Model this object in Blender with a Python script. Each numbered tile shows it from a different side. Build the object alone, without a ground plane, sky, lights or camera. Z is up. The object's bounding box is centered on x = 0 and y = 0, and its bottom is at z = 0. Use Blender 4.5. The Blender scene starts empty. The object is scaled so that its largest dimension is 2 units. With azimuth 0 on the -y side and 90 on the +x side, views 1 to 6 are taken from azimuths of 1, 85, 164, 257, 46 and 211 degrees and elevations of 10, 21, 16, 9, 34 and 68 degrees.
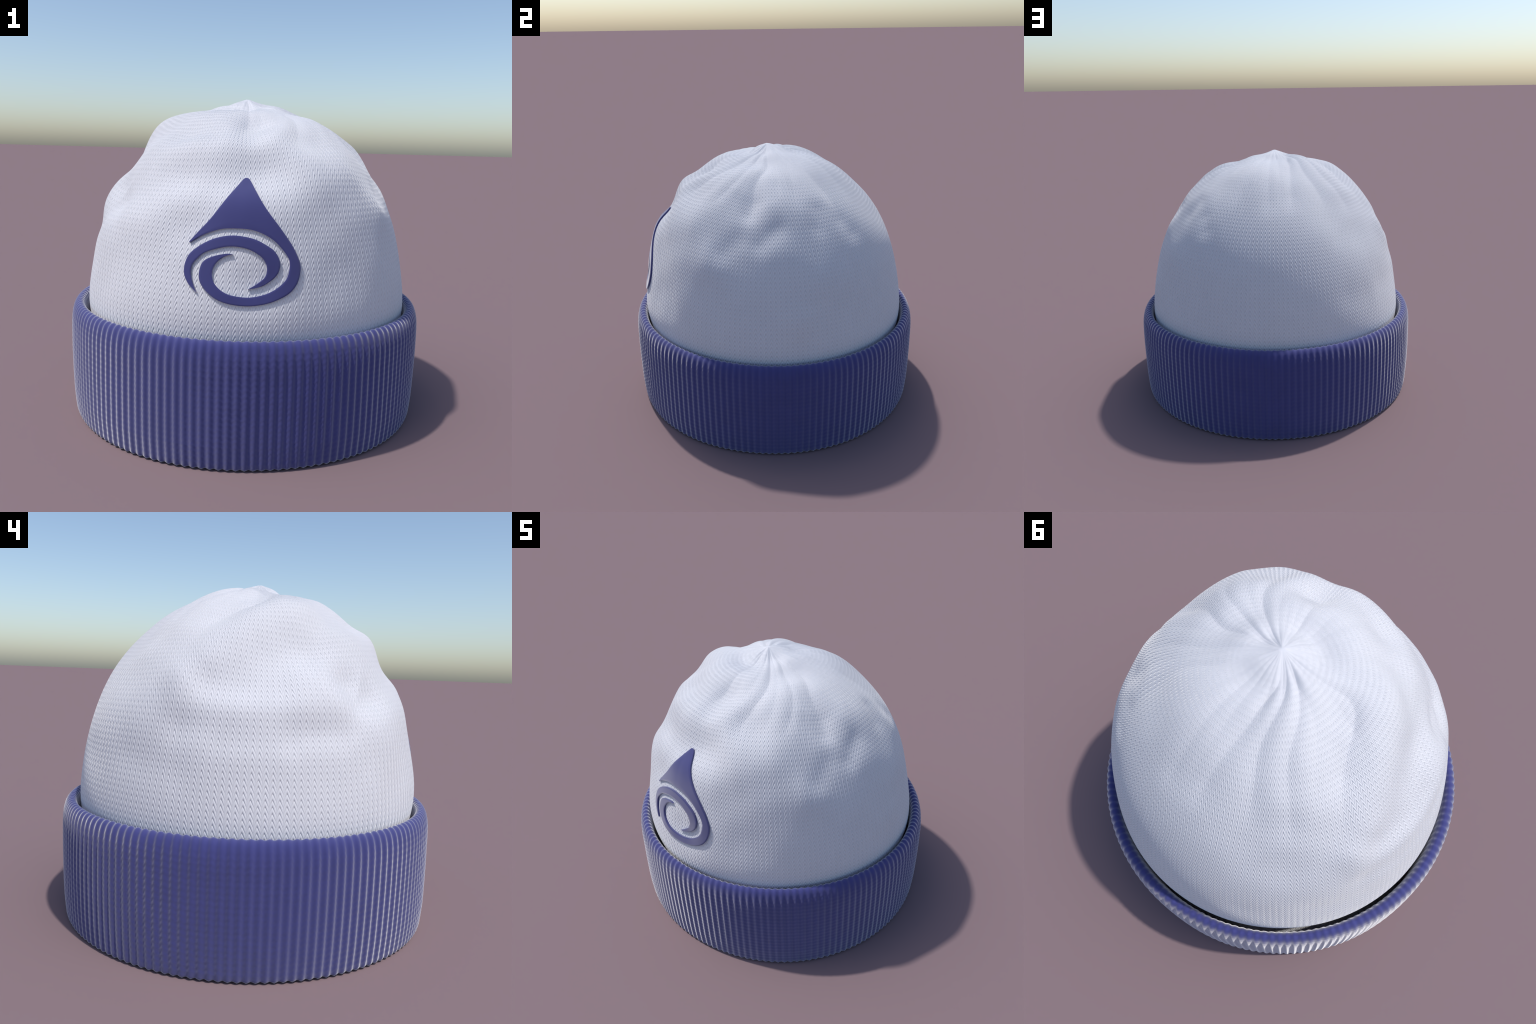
"""A knitted beanie: white stockinette crown gathered at the tip, a folded blue
ribbed cuff, and a raised blue drop-and-swirl emblem on the front."""
import bpy
import math
import numpy as np

TAU = 2 * math.pi

# ------------------------------------------------------------------ helpers


def natural_spline(xs, ys, q):
    """Natural cubic spline through (xs, ys) evaluated at q."""
    xs = np.asarray(xs, float)
    ys = np.asarray(ys, float)
    n = len(xs)
    h = np.diff(xs)
    A = np.eye(n)
    b = np.zeros(n)
    for i in range(1, n - 1):
        A[i, i - 1:i + 2] = h[i - 1], 2 * (h[i - 1] + h[i]), h[i]
        b[i] = 6 * ((ys[i + 1] - ys[i]) / h[i] - (ys[i] - ys[i - 1]) / h[i - 1])
    M = np.linalg.solve(A, b)
    i = np.clip(np.searchsorted(xs, q, side='right') - 1, 0, n - 2)
    a = xs[i + 1] - q
    d = q - xs[i]
    return (M[i] * a ** 3 + M[i + 1] * d ** 3) / (6 * h[i]) \
        + (ys[i] / h[i] - M[i] * h[i] / 6) * a + (ys[i + 1] / h[i] - M[i + 1] * h[i] / 6) * d


def resample(points, n):
    """Smooth curve through 2D control points, n samples, even in arc length."""
    p = np.asarray(points, float)
    t = np.concatenate([[0], np.cumsum(np.linalg.norm(np.diff(p, axis=0), axis=1) ** 0.6)])
    tt = np.linspace(0, t[-1], 1500)
    c = np.stack([natural_spline(t, p[:, k], tt) for k in range(2)], 1)
    s = np.concatenate([[0], np.cumsum(np.linalg.norm(np.diff(c, axis=0), axis=1))])
    u = np.linspace(0, s[-1], n)
    return np.stack([np.interp(u, s, c[:, k]) for k in range(2)], 1)


def grid_mesh(name, pts, wrap_u=True, wrap_v=False, cap_point=None, material=None):
    """Mesh from an (nu, nv, 3) array of points."""
    nu, nv = pts.shape[:2]
    iu = np.arange(nu if wrap_u else nu - 1)
    iv = np.arange(nv if wrap_v else nv - 1)
    a, b = np.meshgrid(iu, iv, indexing='ij')
    a2 = (a + 1) % nu
    b2 = (b + 1) % nv
    quads = np.stack([a * nv + b, a2 * nv + b, a2 * nv + b2, a * nv + b2], -1).reshape(-1, 4)
    verts = pts.reshape(-1, 3)
    loops = quads.ravel()
    starts = np.arange(len(quads)) * 4
    if cap_point is not None:
        tip = len(verts)
        verts = np.vstack([verts, cap_point])
        last = np.arange(nu) * nv + nv - 1
        tris = np.stack([last, np.roll(last, -1), np.full(nu, tip)], -1)
        starts = np.concatenate([starts, len(loops) + np.arange(nu) * 3])
        loops = np.concatenate([loops, tris.ravel()])
    me = bpy.data.meshes.new(name)
    me.vertices.add(len(verts))
    me.vertices.foreach_set('co', verts.astype(np.float32).ravel())
    me.loops.add(len(loops))
    me.loops.foreach_set('vertex_index', loops.astype(np.int32))
    me.polygons.add(len(starts))
    me.polygons.foreach_set('loop_start', starts.astype(np.int32))
    me.update(calc_edges=True)
    me.polygons.foreach_set('use_smooth', np.ones(len(starts), bool))
    me.validate()
    if material:
        me.materials.append(material)
    ob = bpy.data.objects.new(name, me)
    bpy.context.collection.objects.link(ob)
    return ob


def normals_of(p, wrap_u=True):
    """Outward unit normals of a grid of points (u around, v upward)."""
    if wrap_u:
        du = np.roll(p, -1, 0) - np.roll(p, 1, 0)
    else:
        du = np.gradient(p, axis=0)
    dv = np.gradient(p, axis=1)
    n = np.cross(du, dv)
    return n / np.maximum(np.linalg.norm(n, axis=-1, keepdims=True), 1e-12)


# ---------------------------------------------------------------- materials


class Expr:
    """A shader value; arithmetic on it adds Math nodes to the node tree."""

    def __init__(self, tree, socket):
        self.tree, self.socket = tree, socket

    def op(self, kind, *others):
        node = self.tree.nodes.new('ShaderNodeMath')
        node.operation = kind
        for slot, value in zip(node.inputs, (self,) + others):
            if isinstance(value, Expr):
                self.tree.links.new(value.socket, slot)
            else:
                slot.default_value = value
        return Expr(self.tree, node.outputs[0])

    def __add__(self, o): return self.op('ADD', o)
    def __sub__(self, o): return self.op('SUBTRACT', o)
    def __mul__(self, o): return self.op('MULTIPLY', o)
    def __truediv__(self, o): return self.op('DIVIDE', o)
    def one_minus(self): return self.op('MULTIPLY_ADD', -1.0, 1.0)
    def bell(self, centre, width):
        """exp(-((x - centre) / width)^2)"""
        q = (self - centre) * (1.0 / width)
        return (q * q * -1.0).op('EXPONENT')


def knit_height(tree, coords):
    """The stockinette relief of stitch_relief() as nodes on object coordinates."""
    sep = tree.nodes.new('ShaderNodeSeparateXYZ')
    tree.links.new(coords, sep.inputs[0])
    x, y, z = (Expr(tree, o) for o in sep.outputs)
    z = z - CENTRE_Z
    rise = z.op('ARCTAN2', (x * x + y * y).op('SQRT'))
    w = (rise * (2 / math.pi)).op('MAXIMUM', 0.0)
    w = w * w
    x = x - w * TIP_X
    y = y - w * TIP_Y
    radius = (x * x + y * y).op('SQRT')
    u = y.op('ARCTAN2', x) * (COLUMNS / TAU)
    curve = tree.nodes.new('ShaderNodeFloatCurve')
    line = curve.mapping.curves[0]
    for i, (rx, ry) in enumerate(ROW_CURVE):
        point = line.points[i] if i < 2 else line.points.new(rx, ry)
        point.location = (rx, ry)
    for point in line.points:
        point.handle_type = 'VECTOR'
    curve.mapping.update()
    span = (rise - ROW_LOW) * (1.0 / (math.pi / 2 - ROW_LOW))
    tree.links.new(span.socket, curve.inputs['Value'])
    v = Expr(tree, curve.outputs[0]) * ROW_COUNT
    a = (u.op('FRACT') - 0.5).op('ABSOLUTE') * 2.0
    f = (v + (a * a + 0.02).op('SQRT') * 1.25).op('FRACT')
    edge = f.op('MINIMUM', f.one_minus())
    crease = edge.bell(0.0, 0.15) * (a.bell(0.1, 0.4) * 0.45 + 0.25)
    slot = a.bell(0.0, 0.2) * f.bell(0.14, 0.2)
    seam = a.bell(1.0, 0.16)
    dot = seam * f.bell(0.75, 0.16)
    h = (f * math.pi).op('SINE') * 0.4 - crease - slot * 0.5 - seam * 0.15 - dot * 0.35
    return h * (radius * (1 / 0.6)).op('MINIMUM', 1.0).op('POWER', 1.1)


def cloth(name, base, vary, sheen, sheen_rough, rough, grain, knit=0.0):
    m = bpy.data.materials.new(name)
    m.use_nodes = True
    nt = m.node_tree
    bsdf = nt.nodes['Principled BSDF']
    co = nt.nodes.new('ShaderNodeTexCoord')
    noise = nt.nodes.new('ShaderNodeTexNoise')
    noise.inputs['Scale'].default_value = 9.0
    noise.inputs['Detail'].default_value = 5.0
    nt.links.new(co.outputs['Object'], noise.inputs['Vector'])
    ramp = nt.nodes.new('ShaderNodeValToRGB')
    ramp.color_ramp.elements[0].position = 0.3
    ramp.color_ramp.elements[1].position = 0.7
    ramp.color_ramp.elements[0].color = (*[c * (1 - vary) for c in base], 1)
    ramp.color_ramp.elements[1].color = (*[min(1, c * (1 + vary)) for c in base], 1)
    nt.links.new(noise.outputs['Fac'], ramp.inputs['Fac'])
    nt.links.new(ramp.outputs['Color'], bsdf.inputs['Base Color'])
    bsdf.inputs['Roughness'].default_value = rough
    bsdf.inputs['Specular IOR Level'].default_value = 0.25
    bsdf.inputs['Sheen Weight'].default_value = sheen
    bsdf.inputs['Sheen Roughness'].default_value = sheen_rough
    bsdf.inputs['Sheen Tint'].default_value = (1, 1, 1, 1)
    if grain:
        fibre = nt.nodes.new('ShaderNodeTexNoise')
        fibre.inputs['Scale'].default_value = 260.0
        fibre.inputs['Detail'].default_value = 2.0
        nt.links.new(co.outputs['Object'], fibre.inputs['Vector'])
        bump = nt.nodes.new('ShaderNodeBump')
        bump.inputs['Strength'].default_value = grain
        bump.inputs['Distance'].default_value = 0.002
        nt.links.new(fibre.outputs['Fac'], bump.inputs['Height'])
        nt.links.new(bump.outputs['Normal'], bsdf.inputs['Normal'])
        if knit:
            stitches = nt.nodes.new('ShaderNodeBump')
            stitches.inputs['Strength'].default_value = 1.0
            stitches.inputs['Distance'].default_value = knit
            nt.links.new(knit_height(nt, co.outputs['Object']).socket, stitches.inputs['Height'])
            nt.links.new(stitches.outputs['Normal'], bump.inputs['Normal'])
    return m


BLUE_WOOL = cloth('blue_wool', (0.039, 0.043, 0.178), 0.04, 1.0, 0.45, 0.8, 0.1)
BLUE_PATCH = cloth('blue_patch', (0.036, 0.039, 0.16), 0.02, 0.95, 0.46, 0.8, 0.0)

# -------------------------------------------------------------- crown shape
# The crown is a dome of rays from a centre inside the hat. Elevation knots in
# degrees; the mean ray length and how it leans and ovalises round the head.
CENTRE_Z = 0.60
TIP_X, TIP_Y, TIP_Z = -0.010, -0.034, 1.729
KNOTS = np.radians([-33, -20, -5, 8, 20, 32, 44, 56, 67, 77, 82, 85, 88, 90])
LENGTH = [1.089, 0.896, 0.892, 0.903, 0.917, 0.955, 0.994, 1.057, 1.093, 1.092, 1.090, 1.104, 1.120, 1.129]
LEAN_X = [0.000, 0.010, 0.007, 0.005, 0.003, -0.002, 0.010, 0.013, 0.007, -0.002, 0.006, 0.002, 0.000, 0.000]
LEAN_Y = [0.000, -0.004, -0.000, -0.009, -0.006, -0.004, -0.008, -0.023, 0.001, 0.008, 0.007, 0.002, 0.000, 0.000]
OVAL = [0.000, 0.006, 0.009, 0.001, 0.002, 0.007, -0.004, 0.001, 0.012, -0.008, 0.004, 0.000, 0.000, 0.000]
SKEW = [0.000, -0.006, -0.001, -0.002, -0.004, -0.002, -0.008, -0.005, 0.004, -0.003, -0.008, 0.002, 0.000, 0.000]

# Soft folds of the cloth: path over the dome as (direction, elevation) in
# degrees, half-width in degrees, depth in metres (negative = furrow).
FOLDS = [
    ([(284, 47), (268, 46), (250, 47)], 6.7, -0.025),
    ([(246, 36), (243, 34)], 6.1, 0.009),
    ([(253, 60), (238, 61)], 5, -0.025),
    ([(222, 53), (205, 53), (188, 52)], 5.5, -0.008),
    ([(194, 51), (198, 57)], 5.5, -0.017),
    ([(210, 60), (202, 60)], 4.5, -0.016),
    ([(277, 66), (274, 60)], 4.5, -0.036),
    ([(312, 45), (299, 42)], 6.1, 0.025),
    ([(335, 70), (332, 62)], 4.5, 0.015),
    ([(283, 27), (318, 29)], 14, 0.010),
    ([(298, 14), (306, 13)], 8, -0.011),
    ([(345, 63), (8, 64), (32, 63)], 8, -0.030),
    ([(42, 46), (30, 44)], 8.5, 0.009),
    ([(108, 50), (112, 43), (120, 41)], 7.3, -0.012),
    ([(162, 70), (155, 68), (150, 62)], 6, -0.037),
    ([(150, 53), (158, 51)], 6.1, 0.015),
    ([(123, 58), (138, 54)], 5, 0.012),
    ([(146, 41), (151, 45)], 6.1, 0.030),
    ([(205, 41), (207, 36), (214, 37)], 5.5, -0.035),
    ([(226, 33), (234, 33)], 5.5, 0.008),
    ([(238, 41), (252, 40)], 6.1, 0.013),
    ([(216, 64), (228, 60)], 6.5, -0.032),
    ([(215, 55), (208, 56)], 5.5, 0.017),
    ([(130, 19), (146, 17)], 6.1, -0.008),
    ([(216, 22), (212, 12)], 7.3, 0.009),
    ([(108, 18), (116, 17)], 6.1, -0.005),
    ([(154, 40), (163, 39), (176, 38)], 6, -0.018),
    ([(148, 28), (165, 28), (188, 28), (202, 29)], 5, -0.014),
    ([(182, 27), (196, 27)], 5, -0.009),
    ([(146, 34), (164, 33), (184, 34)], 4, 0.004),
    ([(160, 24), (180, 24)], 3.2, -0.004),
    ([(345, 57), (342, 53)], 3, -0.008),
    ([(357, 48), (349, 43)], 3.4, -0.010),
    ([(338, 44), (332, 39)], 3.8, -0.009),
    ([(21, 53), (18, 48)], 3.4, -0.008),
    ([(33, 48), (36, 44)], 3.4, -0.007),
    ([(354, 55), (353, 51)], 3, 0.004),
]

# Round hollows and swellings where the wool sags, all of one width:
# (direction, elevation) in degrees, depth in metres.
SAG_WIDTH = 6.5
SAGS = [
    (275, 50, -0.023), (253, 56, 0.009), (300, 57, -0.038), (303, 21, -0.008),
    (208, 54, -0.016), (322, 38, 0.012), (298, 62, 0.013), (328, 34, 0.016),
    (231, 39, -0.007), (173, 69, 0.005), (336, 55, -0.019), (186, 52, -0.014),
    (165, 58, 0.012), (143, 53, -0.013), (285, 36, 0.016), (90, 74, -0.020),
    (275, 16, -0.020), (28, 55, 0.006), (194, 63, 0.017), (294, 49, 0.017),
    (234, 65, -0.004), (229, 57, 0.009), (280, 66, -0.008), (239, 46, -0.014),
    (201, 48, 0.007), (149, 81, 0.013), (250, 32, -0.014), (323, 58, 0.004),
    (21, 79, 0.021), (176, 47, -0.016), (285, 42, 0.014), (337, 62, -0.009),
    (334, 35, -0.005), (150, 58, 0.009), (4, 16, 0.010), (156, 65, -0.006),
    (269, 39, 0.017), (16, 30, 0.005), (190, 41, 0.013), (246, 70, 0.004),
    (178, 40, 0.008), (325, 66, 0.006), (190, 78, 0.005), (309, 35, 0.012),
    (215, 10, -0.008), (213, 42, -0.004), (206, 69, 0.004), (347, 50, -0.011),
    (157, 44, -0.004), (200, 35, 0.006), (135, 66, 0.004), (97, 70, -0.006),
    (134, 46, 0.006), (95, 81, 0.005), (350, 35, -0.004), (357, 40, 0.009),
    (311, 59, -0.006), (143, 27, -0.004), (285, 58, 0.004), (238, 79, -0.005),
]
FOLDS += [([(t - 1, e), (t + 1, e)], SAG_WIDTH, d) for t, e, d in SAGS]

# Pleats fanning out from the drawn-together tip: path as (degrees away from
# the tip, direction in degrees), and depth in metres where fully formed.
PLEATS = [
    ([(2, 116), (7, 113), (10, 103), (15, 96), (19, 92), (25, 88), (36, 85)], .014),
    ([(2, 134), (9, 124), (13, 115), (18, 108), (27, 107), (36, 107)], .013),
    ([(2, 155), (9, 142), (13, 136), (20, 125), (28, 123), (40, 123)], .013),
    ([(2, 176), (10, 175), (16, 178), (20, 173), (24, 159), (30, 148), (40, 142)], .011),
    ([(2, 104), (8, 102), (14, 101)], .008),
    ([(2, 66), (14, 68), (28, 70), (38, 71)], .009),
    ([(2, 52), (10, 52), (22, 50), (34, 50)], .007),
    ([(2, 34), (14, 34), (20, 29), (28, 31), (42, 33)], .008),
    ([(2, 22), (14, 22), (24, 20), (40, 19)], .006),
    ([(2, 358), (14, 0), (24, 0), (32, 358)], .006),
    ([(2, 80), (14, 80), (26, 79), (36, 78)], .006),
    ([(4, 141), (14, 146), (24, 138), (34, 134)], .005),
    ([(4, 165), (14, 168), (22, 166), (30, 160)], .005),
    ([(4, 190), (14, 192), (26, 190)], .006),
    ([(4, 216), (14, 217), (24, 216)], .005),
    ([(4, 240), (14, 242), (26, 243)], .005),
    ([(4, 263), (14, 263), (24, 262)], .004),
    ([(4, 283), (14, 282), (24, 282)], .006),
    ([(4, 303), (14, 300), (24, 292)], .005),
    ([(4, 324), (14, 322), (26, 316), (34, 310)], .007),
    ([(4, 342), (14, 341), (26, 336), (34, 332)], .006),
    ([(2, 12), (15, 15), (25, 11), (34, 9)], .009),
    ([(2, 333), (6, 337), (12, 334), (22, 331), (28, 327), (36, 320)], .014),
    ([(2, 348), (8, 350), (16, 352), (23, 345), (31, 343), (38, 343)], .016),
    ([(2, 316), (11, 315), (21, 309), (26, 303), (34, 296)], .016),
    ([(2, 272), (6, 274), (11, 273), (20, 272), (29, 268)], .014),
    ([(2, 292), (9, 292), (16, 290)], .005),
    ([(2, 250), (10, 252), (20, 255)], .006),
    ([(2, 228), (10, 228), (20, 230)], .004),
    ([(2, 204), (12, 203), (24, 205)], .006),
    # short creases of the pinch itself
    ([(1, 324), (4, 325), (8, 324)], .0150),
    ([(1, 342), (4, 343), (9, 342)], .0120),
    ([(1, 264), (4, 264), (7, 263)], .0105),
    ([(1, 126), (4, 124), (9, 120)], .0150),
    ([(1, 146), (4, 144), (8, 140)], .0105),
    ([(1, 166), (5, 165), (9, 160)], .0090),
    ([(1, 190), (5, 190), (9, 189)], .0075),
    ([(1, 94), (5, 93), (9, 90)], .0090),
    ([(1, 24), (5, 24), (9, 24)], .0060),
    ([(1, 0), (5, 0), (9, 2)], .0075),
    ([(1, 303), (5, 303), (9, 302)], .0075),
    ([(1, 282), (5, 282), (8, 282)], .0060),
    ([(1, 240), (5, 240), (8, 241)], .0060),
    ([(1, 215), (5, 215), (8, 216)], .0045),
    ([(1, 80), (5, 80), (8, 80)], .0060),
]


def dome_directions(th, ph):
    return np.stack([np.cos(th) * np.cos(ph), np.sin(th) * np.cos(ph), np.sin(ph)], -1)


def ray_length(th, ph):
    """Distance from the dome's centre to the cloth, folds included."""
    q = ph.ravel()
    k = [natural_spline(KNOTS, c, q).reshape(ph.shape) for c in (LENGTH, LEAN_X, LEAN_Y, OVAL, SKEW)]
    r = k[0] + k[1] * np.cos(th) + k[2] * np.sin(th) + k[3] * np.cos(2 * th) + k[4] * np.sin(2 * th)
    d = dome_directions(th, ph)
    for path, width, depth in FOLDS:
        nodes = [dome_directions(*np.radians(p)) for p in path]
        mid = sum(nodes) / len(nodes)
        reach = max(np.linalg.norm(n - mid) for n in nodes) + 2.6 * math.radians(width)
        near = ((d - mid) ** 2).sum(-1) < reach ** 2
        dn = d[near]
        best = np.full(len(dn), 9.0)
        for a, b in zip(nodes, nodes[1:]):
            ab = b - a
            t = np.clip(((dn - a) @ ab) / (ab @ ab), 0, 1)
            best = np.minimum(best, np.linalg.norm(dn - a - t[:, None] * ab, axis=-1))
        r[near] += depth * np.exp(-(best / math.radians(width)) ** 2)
    off = np.degrees(np.pi / 2 - ph)
    for path, depth in PLEATS:
        o, ang = (np.array(c, float) for c in zip(*path))
        near = off < o[-1] + 4
        away = off[near]
        centre = natural_spline(o, np.degrees(np.unwrap(np.radians(ang))), np.clip(away, o[0], o[-1]))
        across = np.abs((np.degrees(th[near]) - centre + 180) % 360 - 180) * np.sin(np.radians(away))
        width = 0.25 + 0.09 * away                      # pleats widen down the dome
        form = np.clip(away / 7.0, 0, 1) ** 0.7 * np.clip((o[-1] + 4 - away) / 10.0, 0, 1)
        form = form * form * (3 - 2 * form)
        r[near] -= depth * form * np.exp(-(across / width) ** 1.5)
    return r


def crown_points(th, ph):
    w = np.clip(ph / (np.pi / 2), 0, 1) ** 2
    p = dome_directions(th, ph) * ray_length(th, ph)[..., None]
    p[..., 0] += TIP_X * w
    p[..., 1] += TIP_Y * w
    p[..., 2] += CENTRE_Z
    return p


def outside_crown(p):
    """Signed distance along the ray: positive outside the cloth."""
    ph = np.zeros(p.shape[:-1])
    for _ in range(4):
        w = np.clip(ph / (np.pi / 2), 0, 1) ** 2
        x = p[..., 0] - TIP_X * w
        y = p[..., 1] - TIP_Y * w
        z = p[..., 2] - CENTRE_Z
        ph = np.arctan2(z, np.hypot(x, y))
    return np.sqrt(x * x + y * y + z * z) - ray_length(np.arctan2(y, x), ph)


def resample_rows(ph_lo, ph_hi, step):
    """Elevations spaced evenly along the mean meridian, and their arc length."""
    ph = np.linspace(ph_lo, ph_hi, 4000)
    r = natural_spline(KNOTS, LENGTH, ph)
    x, z = r * np.cos(ph), r * np.sin(ph)
    s = np.concatenate([[0], np.cumsum(np.hypot(np.diff(x), np.diff(z)))])
    n = int(s[-1] / step)
    ss = np.linspace(0, s[-1], n)
    return np.interp(ss, s, ph), ss


# ------------------------------------------------------------- crown (knit)
COLUMNS = 184            # stitch columns round the head, converging on the tip
ROW = 0.0275             # height of one stitch row
PER_COLUMN, PER_ROW = 10, 7
YARN_RELIEF = 0.0008    # what the yarn adds to the outline; the rest is grain in the material


def stitch_relief(u, v):
    """Stockinette seen upside down: rows of small arches, two slanted yarn legs each."""
    a = np.abs((u % 1.0) - 0.5) * 2                     # 0 at an arch's crest, 1 between columns
    f = (v + 1.25 * np.sqrt(a * a + 0.02)) % 1.0         # 0..1 across one leg of yarn
    edge = np.minimum(f, 1 - f)
    crease = np.exp(-(edge / 0.15) ** 2) * (0.25 + 0.45 * np.exp(-((a - 0.1) / 0.4) ** 2))
    slot = np.exp(-(a / 0.2) ** 2) * np.exp(-((f - 0.14) / 0.2) ** 2)
    seam = np.exp(-((a - 1) / 0.16) ** 2)
    dot = seam * np.exp(-((f - 0.75) / 0.16) ** 2)
    return 0.45 + 0.4 * np.sin(np.pi * f) - crease - 0.5 * slot - 0.15 * seam - 0.35 * dot


# Stitch rows follow the mean meridian: arc length against elevation.
ROW_LOW = math.radians(-33)
_ph = np.linspace(ROW_LOW, math.pi / 2, 3000)
_r = natural_spline(KNOTS, LENGTH, _ph)
_s = np.concatenate([[0], np.cumsum(np.hypot(np.diff(_r * np.cos(_ph)), np.diff(_r * np.sin(_ph))))])
ROW_COUNT = float(_s[-1] / ROW)
_q = np.linspace(0, 1, 41)
ROW_CURVE = [(float(t), float(np.interp(ROW_LOW + t * (math.pi / 2 - ROW_LOW), _ph, _s) / _s[-1])) for t in _q]
ROW_CURVE = [ROW_CURVE[0], ROW_CURVE[-1]] + ROW_CURVE[1:-1]
WHITE_WOOL = cloth('white_wool', (0.63, 0.635, 0.675), 0.015, 0.8, 0.4, 0.9, 0.08, knit=0.0017)


def build_crown():
    ph, s = resample_rows(math.radians(-32.8), math.radians(89.4), ROW / PER_ROW)
    keep = (ph > math.radians(-9)) | (np.arange(len(ph)) % 8 == 0)   # coarse where the cuff hides it
    ph = ph[keep]
    nu = COLUMNS * PER_COLUMN
    th = np.arange(nu) / nu * TAU
    T, P = np.meshgrid(th, ph, indexing='ij')
    p = crown_points(T, P)
    n = normals_of(p)
    # stitch coordinates of each point, exactly as knit_height() finds them
    rise = np.arctan2(p[..., 2] - CENTRE_Z, np.hypot(p[..., 0], p[..., 1]))
    w = np.clip(rise / (np.pi / 2), 0, 1) ** 2
    x, y = p[..., 0] - TIP_X * w, p[..., 1] - TIP_Y * w
    u = np.arctan2(y, x) / TAU * COLUMNS
    order = sorted(ROW_CURVE)
    v = np.interp((rise - ROW_LOW) / (math.pi / 2 - ROW_LOW), [c[0] for c in order], [c[1] for c in order]) * ROW_COUNT
    amp = YARN_RELIEF * np.clip(np.hypot(x, y) / 0.6, 0.0, 1.0) ** 1.1 * (P > math.radians(-9))
    p = p + n * ((stitch_relief(u, v) - 0.3) * amp)[..., None]
    tip = np.array([[TIP_X, TIP_Y, TIP_Z - 0.002]])
    return grid_mesh('crown', p, cap_point=tip, material=WHITE_WOOL)


# --------------------------------------------------------------- cuff (rib)
RIBS = 154
CUFF_X, CUFF_Y = 1.0, 0.980
RIB_ROW = 0.0277
# (radius, height) from the bottom of the outer wall, over the rolled rim and
# down the inner wall.
CUFF_PROFILE = [(0.960, 0.003), (0.976, 0.006), (0.985, 0.04), (0.991, 0.12), (0.995, 0.22),
                (0.998, 0.33), (0.999, 0.43), (0.997, 0.51), (0.990, 0.562), (0.973, 0.600),
                (0.953, 0.611), (0.937, 0.602), (0.926, 0.576), (0.921, 0.53), (0.919, 0.45),
                (0.920, 0.25), (0.923, 0.10), (0.930, 0.01)]


def build_cuff():
    outline = resample(CUFF_PROFILE, 210)
    s = np.concatenate([[0], np.cumsum(np.linalg.norm(np.diff(outline, axis=0), axis=1))])
    per = 8
    nu = RIBS * per
    th = np.arange(nu) / nu * TAU
    # the wall stands a little prouder low down at the front
    front = sum(np.clip(np.cos(th - math.radians(g)), 0, 1)[:, None] ** 8 for g in (240, 312))
    low = np.clip((0.42 - outline[None, :, 1]) / 0.3, 0, 1) * (outline[None, :, 0] > 0.935)
    # ... and at the back right, and is drawn in a little under the rim at the back left
    back = np.clip(np.cos(th - math.radians(65)), 0, 1)[:, None] ** 2
    high = np.clip((outline[None, :, 1] - 0.25) / 0.2, 0, 1)
    left = np.clip(np.cos(th - math.radians(155)), 0, 1)[:, None] ** 2
    R = outline[None, :, 0] + (0.010 * front + 0.005 * back) * low - 0.004 * left * high
    Z = outline[None, :, 1] + 0.004 * np.clip(-np.sin(th), 0, 1)[:, None] * np.clip((outline[None, :, 1] - 0.4) / 0.2, 0, 1)
    p = np.stack([R * CUFF_X * np.cos(th)[:, None], R * CUFF_Y * np.sin(th)[:, None],
                  Z], -1)
    n = normals_of(p)
    u = (np.arange(nu) / per)[:, None]
    a = np.abs((u % 1.0) - 0.5) * 2                    # 0 on the rib, 1 in the groove
    rib = 0.5 + 0.5 * np.cos(np.pi * a)
    f = (s / RIB_ROW)[None, :] + 0.8 * a
    plait = np.sin(TAU * f)
    z = outline[None, :, 1]
    r = outline[None, :, 0]
    on_rim = np.clip((z - 0.55) / 0.05, 0, 1)          # ribs flatten over the fold
    inside = (r < 0.935) & (z < 0.6)
    depth = 0.0070 * (1 - 0.25 * on_rim) * np.where(inside, 0.5, 1.0)
    relief = depth * (rib - 0.7) + 0.0009 * plait * (0.2 + 0.8 * np.sin(np.pi * a)) * (1 - on_rim)
    p = p + n * relief[..., None]
    p[..., 2] = np.maximum(p[..., 2], 0.0)
    return grid_mesh('cuff', p, material=BLUE_WOOL)


# ------------------------------------------------------------------- emblem
# Edges of the two emblem pieces on the front plane, (x, z) in metres.
DROP_OUTER = [(-.234, 1.032), (-.183, 1.091), (-.143, 1.135), (-.087, 1.208), (-.027, 1.280),
              (-.009, 1.302), (.002, 1.314), (.011, 1.317), (.021, 1.315), (.028, 1.309),
              (.056, 1.265), (.108, 1.188), (.163, 1.119), (.224, 1.035)]
LIMB_OUTER = [(.224, 1.035), (.251, .984), (.264, .947), (.265, .921), (.259, .884), (.246, .854),
              (.221, .824), (.181, .799), (.136, .780), (.082, .768), (.033, .764), (-.021, .768),
              (-.062, .776), (-.106, .792), (-.141, .816), (-.172, .849), (-.184, .881),
              (-.182, .916), (-.167, .951), (-.133, .973), (-.092, .986), (-.051, .992), (-.035, .989)]
DROP_INNER = [(-.232, 1.028), (-.172, 1.065), (-.118, 1.088), (-.081, 1.098), (-.045, 1.101),
              (.014, 1.101), (.055, 1.095), (.091, 1.083), (.128, 1.064), (.160, 1.039), (.191, 1.005)]
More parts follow.
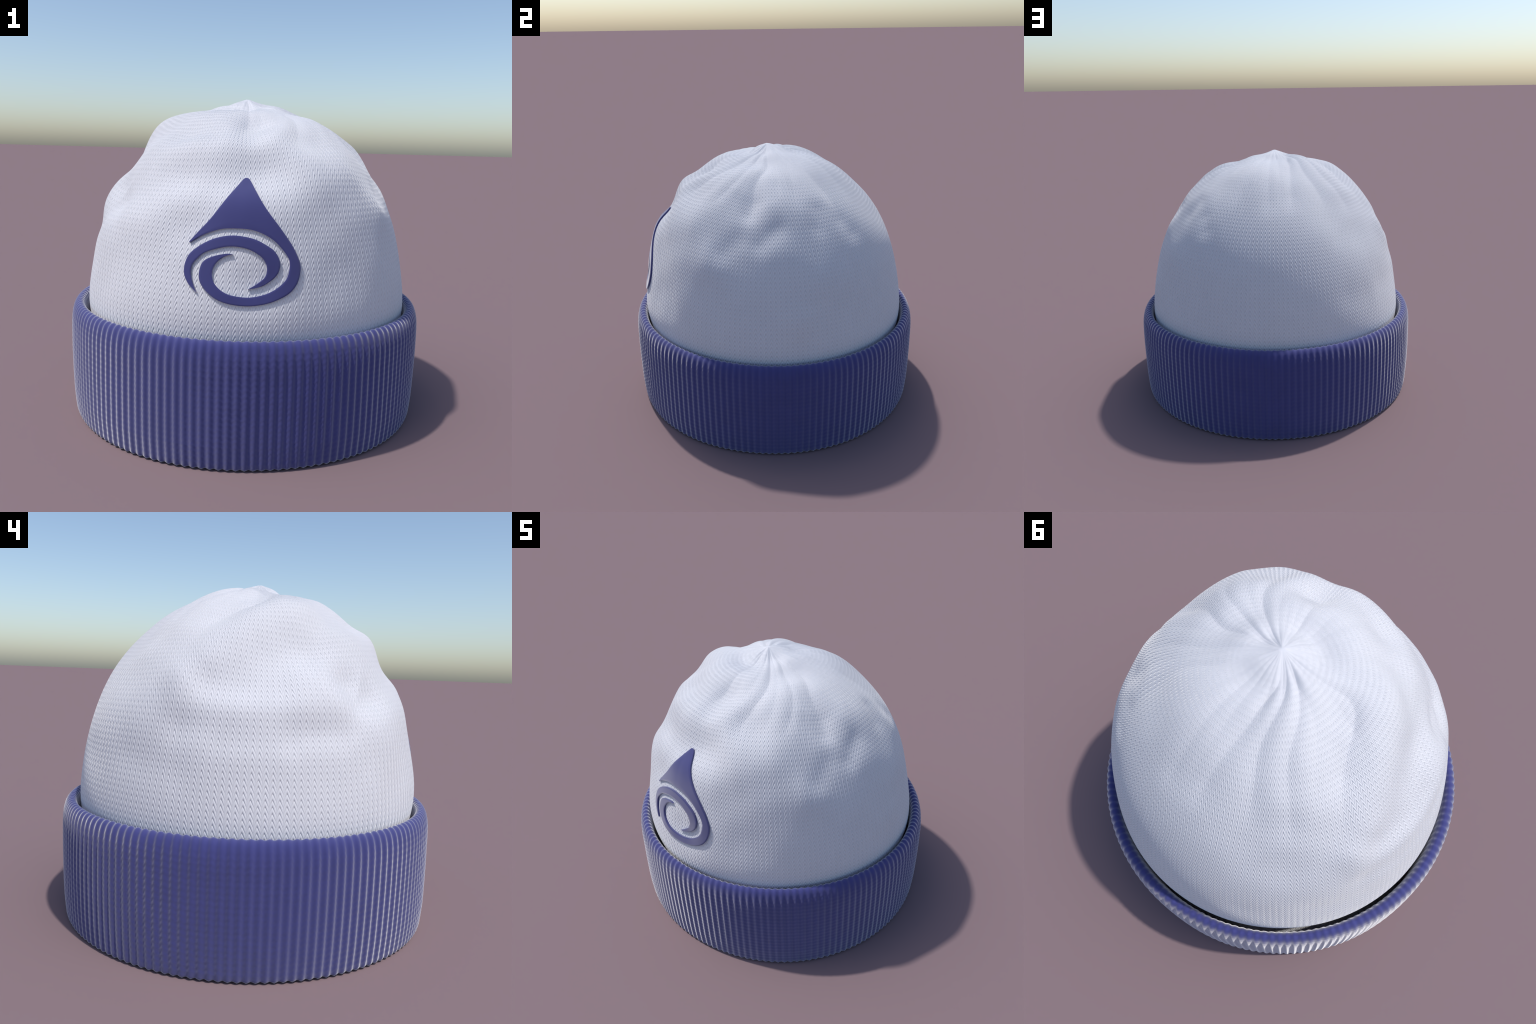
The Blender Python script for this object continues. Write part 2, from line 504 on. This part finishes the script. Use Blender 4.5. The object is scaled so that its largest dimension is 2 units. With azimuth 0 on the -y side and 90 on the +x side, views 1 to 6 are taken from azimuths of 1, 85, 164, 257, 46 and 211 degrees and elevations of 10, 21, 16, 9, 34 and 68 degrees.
LIMB_INNER = [(.191, 1.005), (.210, .976), (.217, .948), (.212, .907), (.202, .881), (.179, .856),
              (.153, .836), (.121, .819), (.081, .807), (.036, .801), (-.004, .804), (-.041, .811),
              (-.070, .822), (-.101, .845), (-.120, .872), (-.126, .898), (-.122, .924),
              (-.109, .947), (-.087, .969), (-.060, .983), (-.035, .989)]
SWIRL_OUTER = [(-.190, .815), (-.221, .839), (-.241, .863), (-.253, .895), (-.252, .929), (-.237, .971),
               (-.208, 1.002), (-.176, 1.025), (-.144, 1.043), (-.107, 1.058), (-.071, 1.067),
               (-.035, 1.071), (.001, 1.069), (.038, 1.063), (.074, 1.052), (.111, 1.033), (.143, 1.012),
               (.164, .985), (.174, .955), (.171, .921), (.156, .895), (.133, .874), (.107, .856),
               (.080, .845), (.053, .839), (.034, .837)]
SWIRL_INNER = [(-.190, .815), (-.202, .836), (-.215, .866), (-.222, .896), (-.218, .932), (-.197, .960),
               (-.170, .985), (-.142, .999), (-.106, 1.011), (-.070, 1.020), (-.034, 1.023), (.003, 1.020),
               (.039, 1.011), (.071, .995), (.094, .978), (.111, .953), (.117, .924), (.110, .895),
               (.093, .876), (.066, .856), (.048, .845), (.034, .837)]
PATCH_GAP, PATCH_THICK = -0.002, 0.0145


def on_front(xz):
    """Lay (x, z) points on the front of the crown: positions and normals."""
    def solve(q):
        lo = np.full(q.shape[:-1], -1.2)
        hi = np.full(q.shape[:-1], -0.2)
        for _ in range(22):
            mid = 0.5 * (lo + hi)
            out = outside_crown(np.stack([q[..., 0], mid, q[..., 1]], -1)) > 0
            lo = np.where(out, mid, lo)
            hi = np.where(out, hi, mid)
        return 0.5 * (lo + hi)
    e = 0.02
    y = solve(xz)
    gx = (solve(xz + [e, 0]) - solve(xz - [e, 0])) / (2 * e)
    gz = (solve(xz + [0, e]) - solve(xz - [0, e])) / (2 * e)
    n = np.stack([gx, -np.ones_like(y), gz], -1)
    n /= np.linalg.norm(n, axis=-1, keepdims=True)
    return np.stack([xz[..., 0], y, xz[..., 1]], -1), n


def build_patch(name, outer, inner, across=12):
    t = np.linspace(0, 1, across)
    xz = outer[:, None] * (1 - t[None, :, None]) + inner[:, None] * t[None, :, None]
    p, n = on_front(xz)
    front = p + n * (PATCH_GAP + PATCH_THICK)
    front[:, 0] -= n[:, 0] * 0.002
    front[:, -1] -= n[:, -1] * 0.002
    back = p + n * PATCH_GAP
    ring = np.concatenate([front, back[:, ::-1]], 1)
    ob = grid_mesh(name, ring, wrap_u=False, wrap_v=True, material=BLUE_PATCH)
    ob.data.set_sharp_from_angle(angle=math.radians(50))
    return ob


# ----------------------------------------------------------------- assembly
beanie = bpy.data.objects.new('knit_beanie', None)
bpy.context.collection.objects.link(beanie)
beanie['label'] = 'white knit beanie with blue ribbed cuff and swirl emblem'
beanie['category'] = 'knit hat'

crown = build_crown()
cuff = build_cuff()
emblem = bpy.data.objects.new('emblem', None)
bpy.context.collection.objects.link(emblem)
drop = build_patch('drop_mark',
                   np.concatenate([resample(DROP_OUTER, 110), resample(LIMB_OUTER, 150)[1:]]),
                   np.concatenate([resample(DROP_INNER, 110), resample(LIMB_INNER, 150)[1:]]))
swirl = build_patch('swirl_mark', resample(SWIRL_OUTER, 170), resample(SWIRL_INNER, 170))
for child, parent in ((crown, beanie), (cuff, beanie), (emblem, beanie), (drop, emblem), (swirl, emblem)):
    child.parent = parent
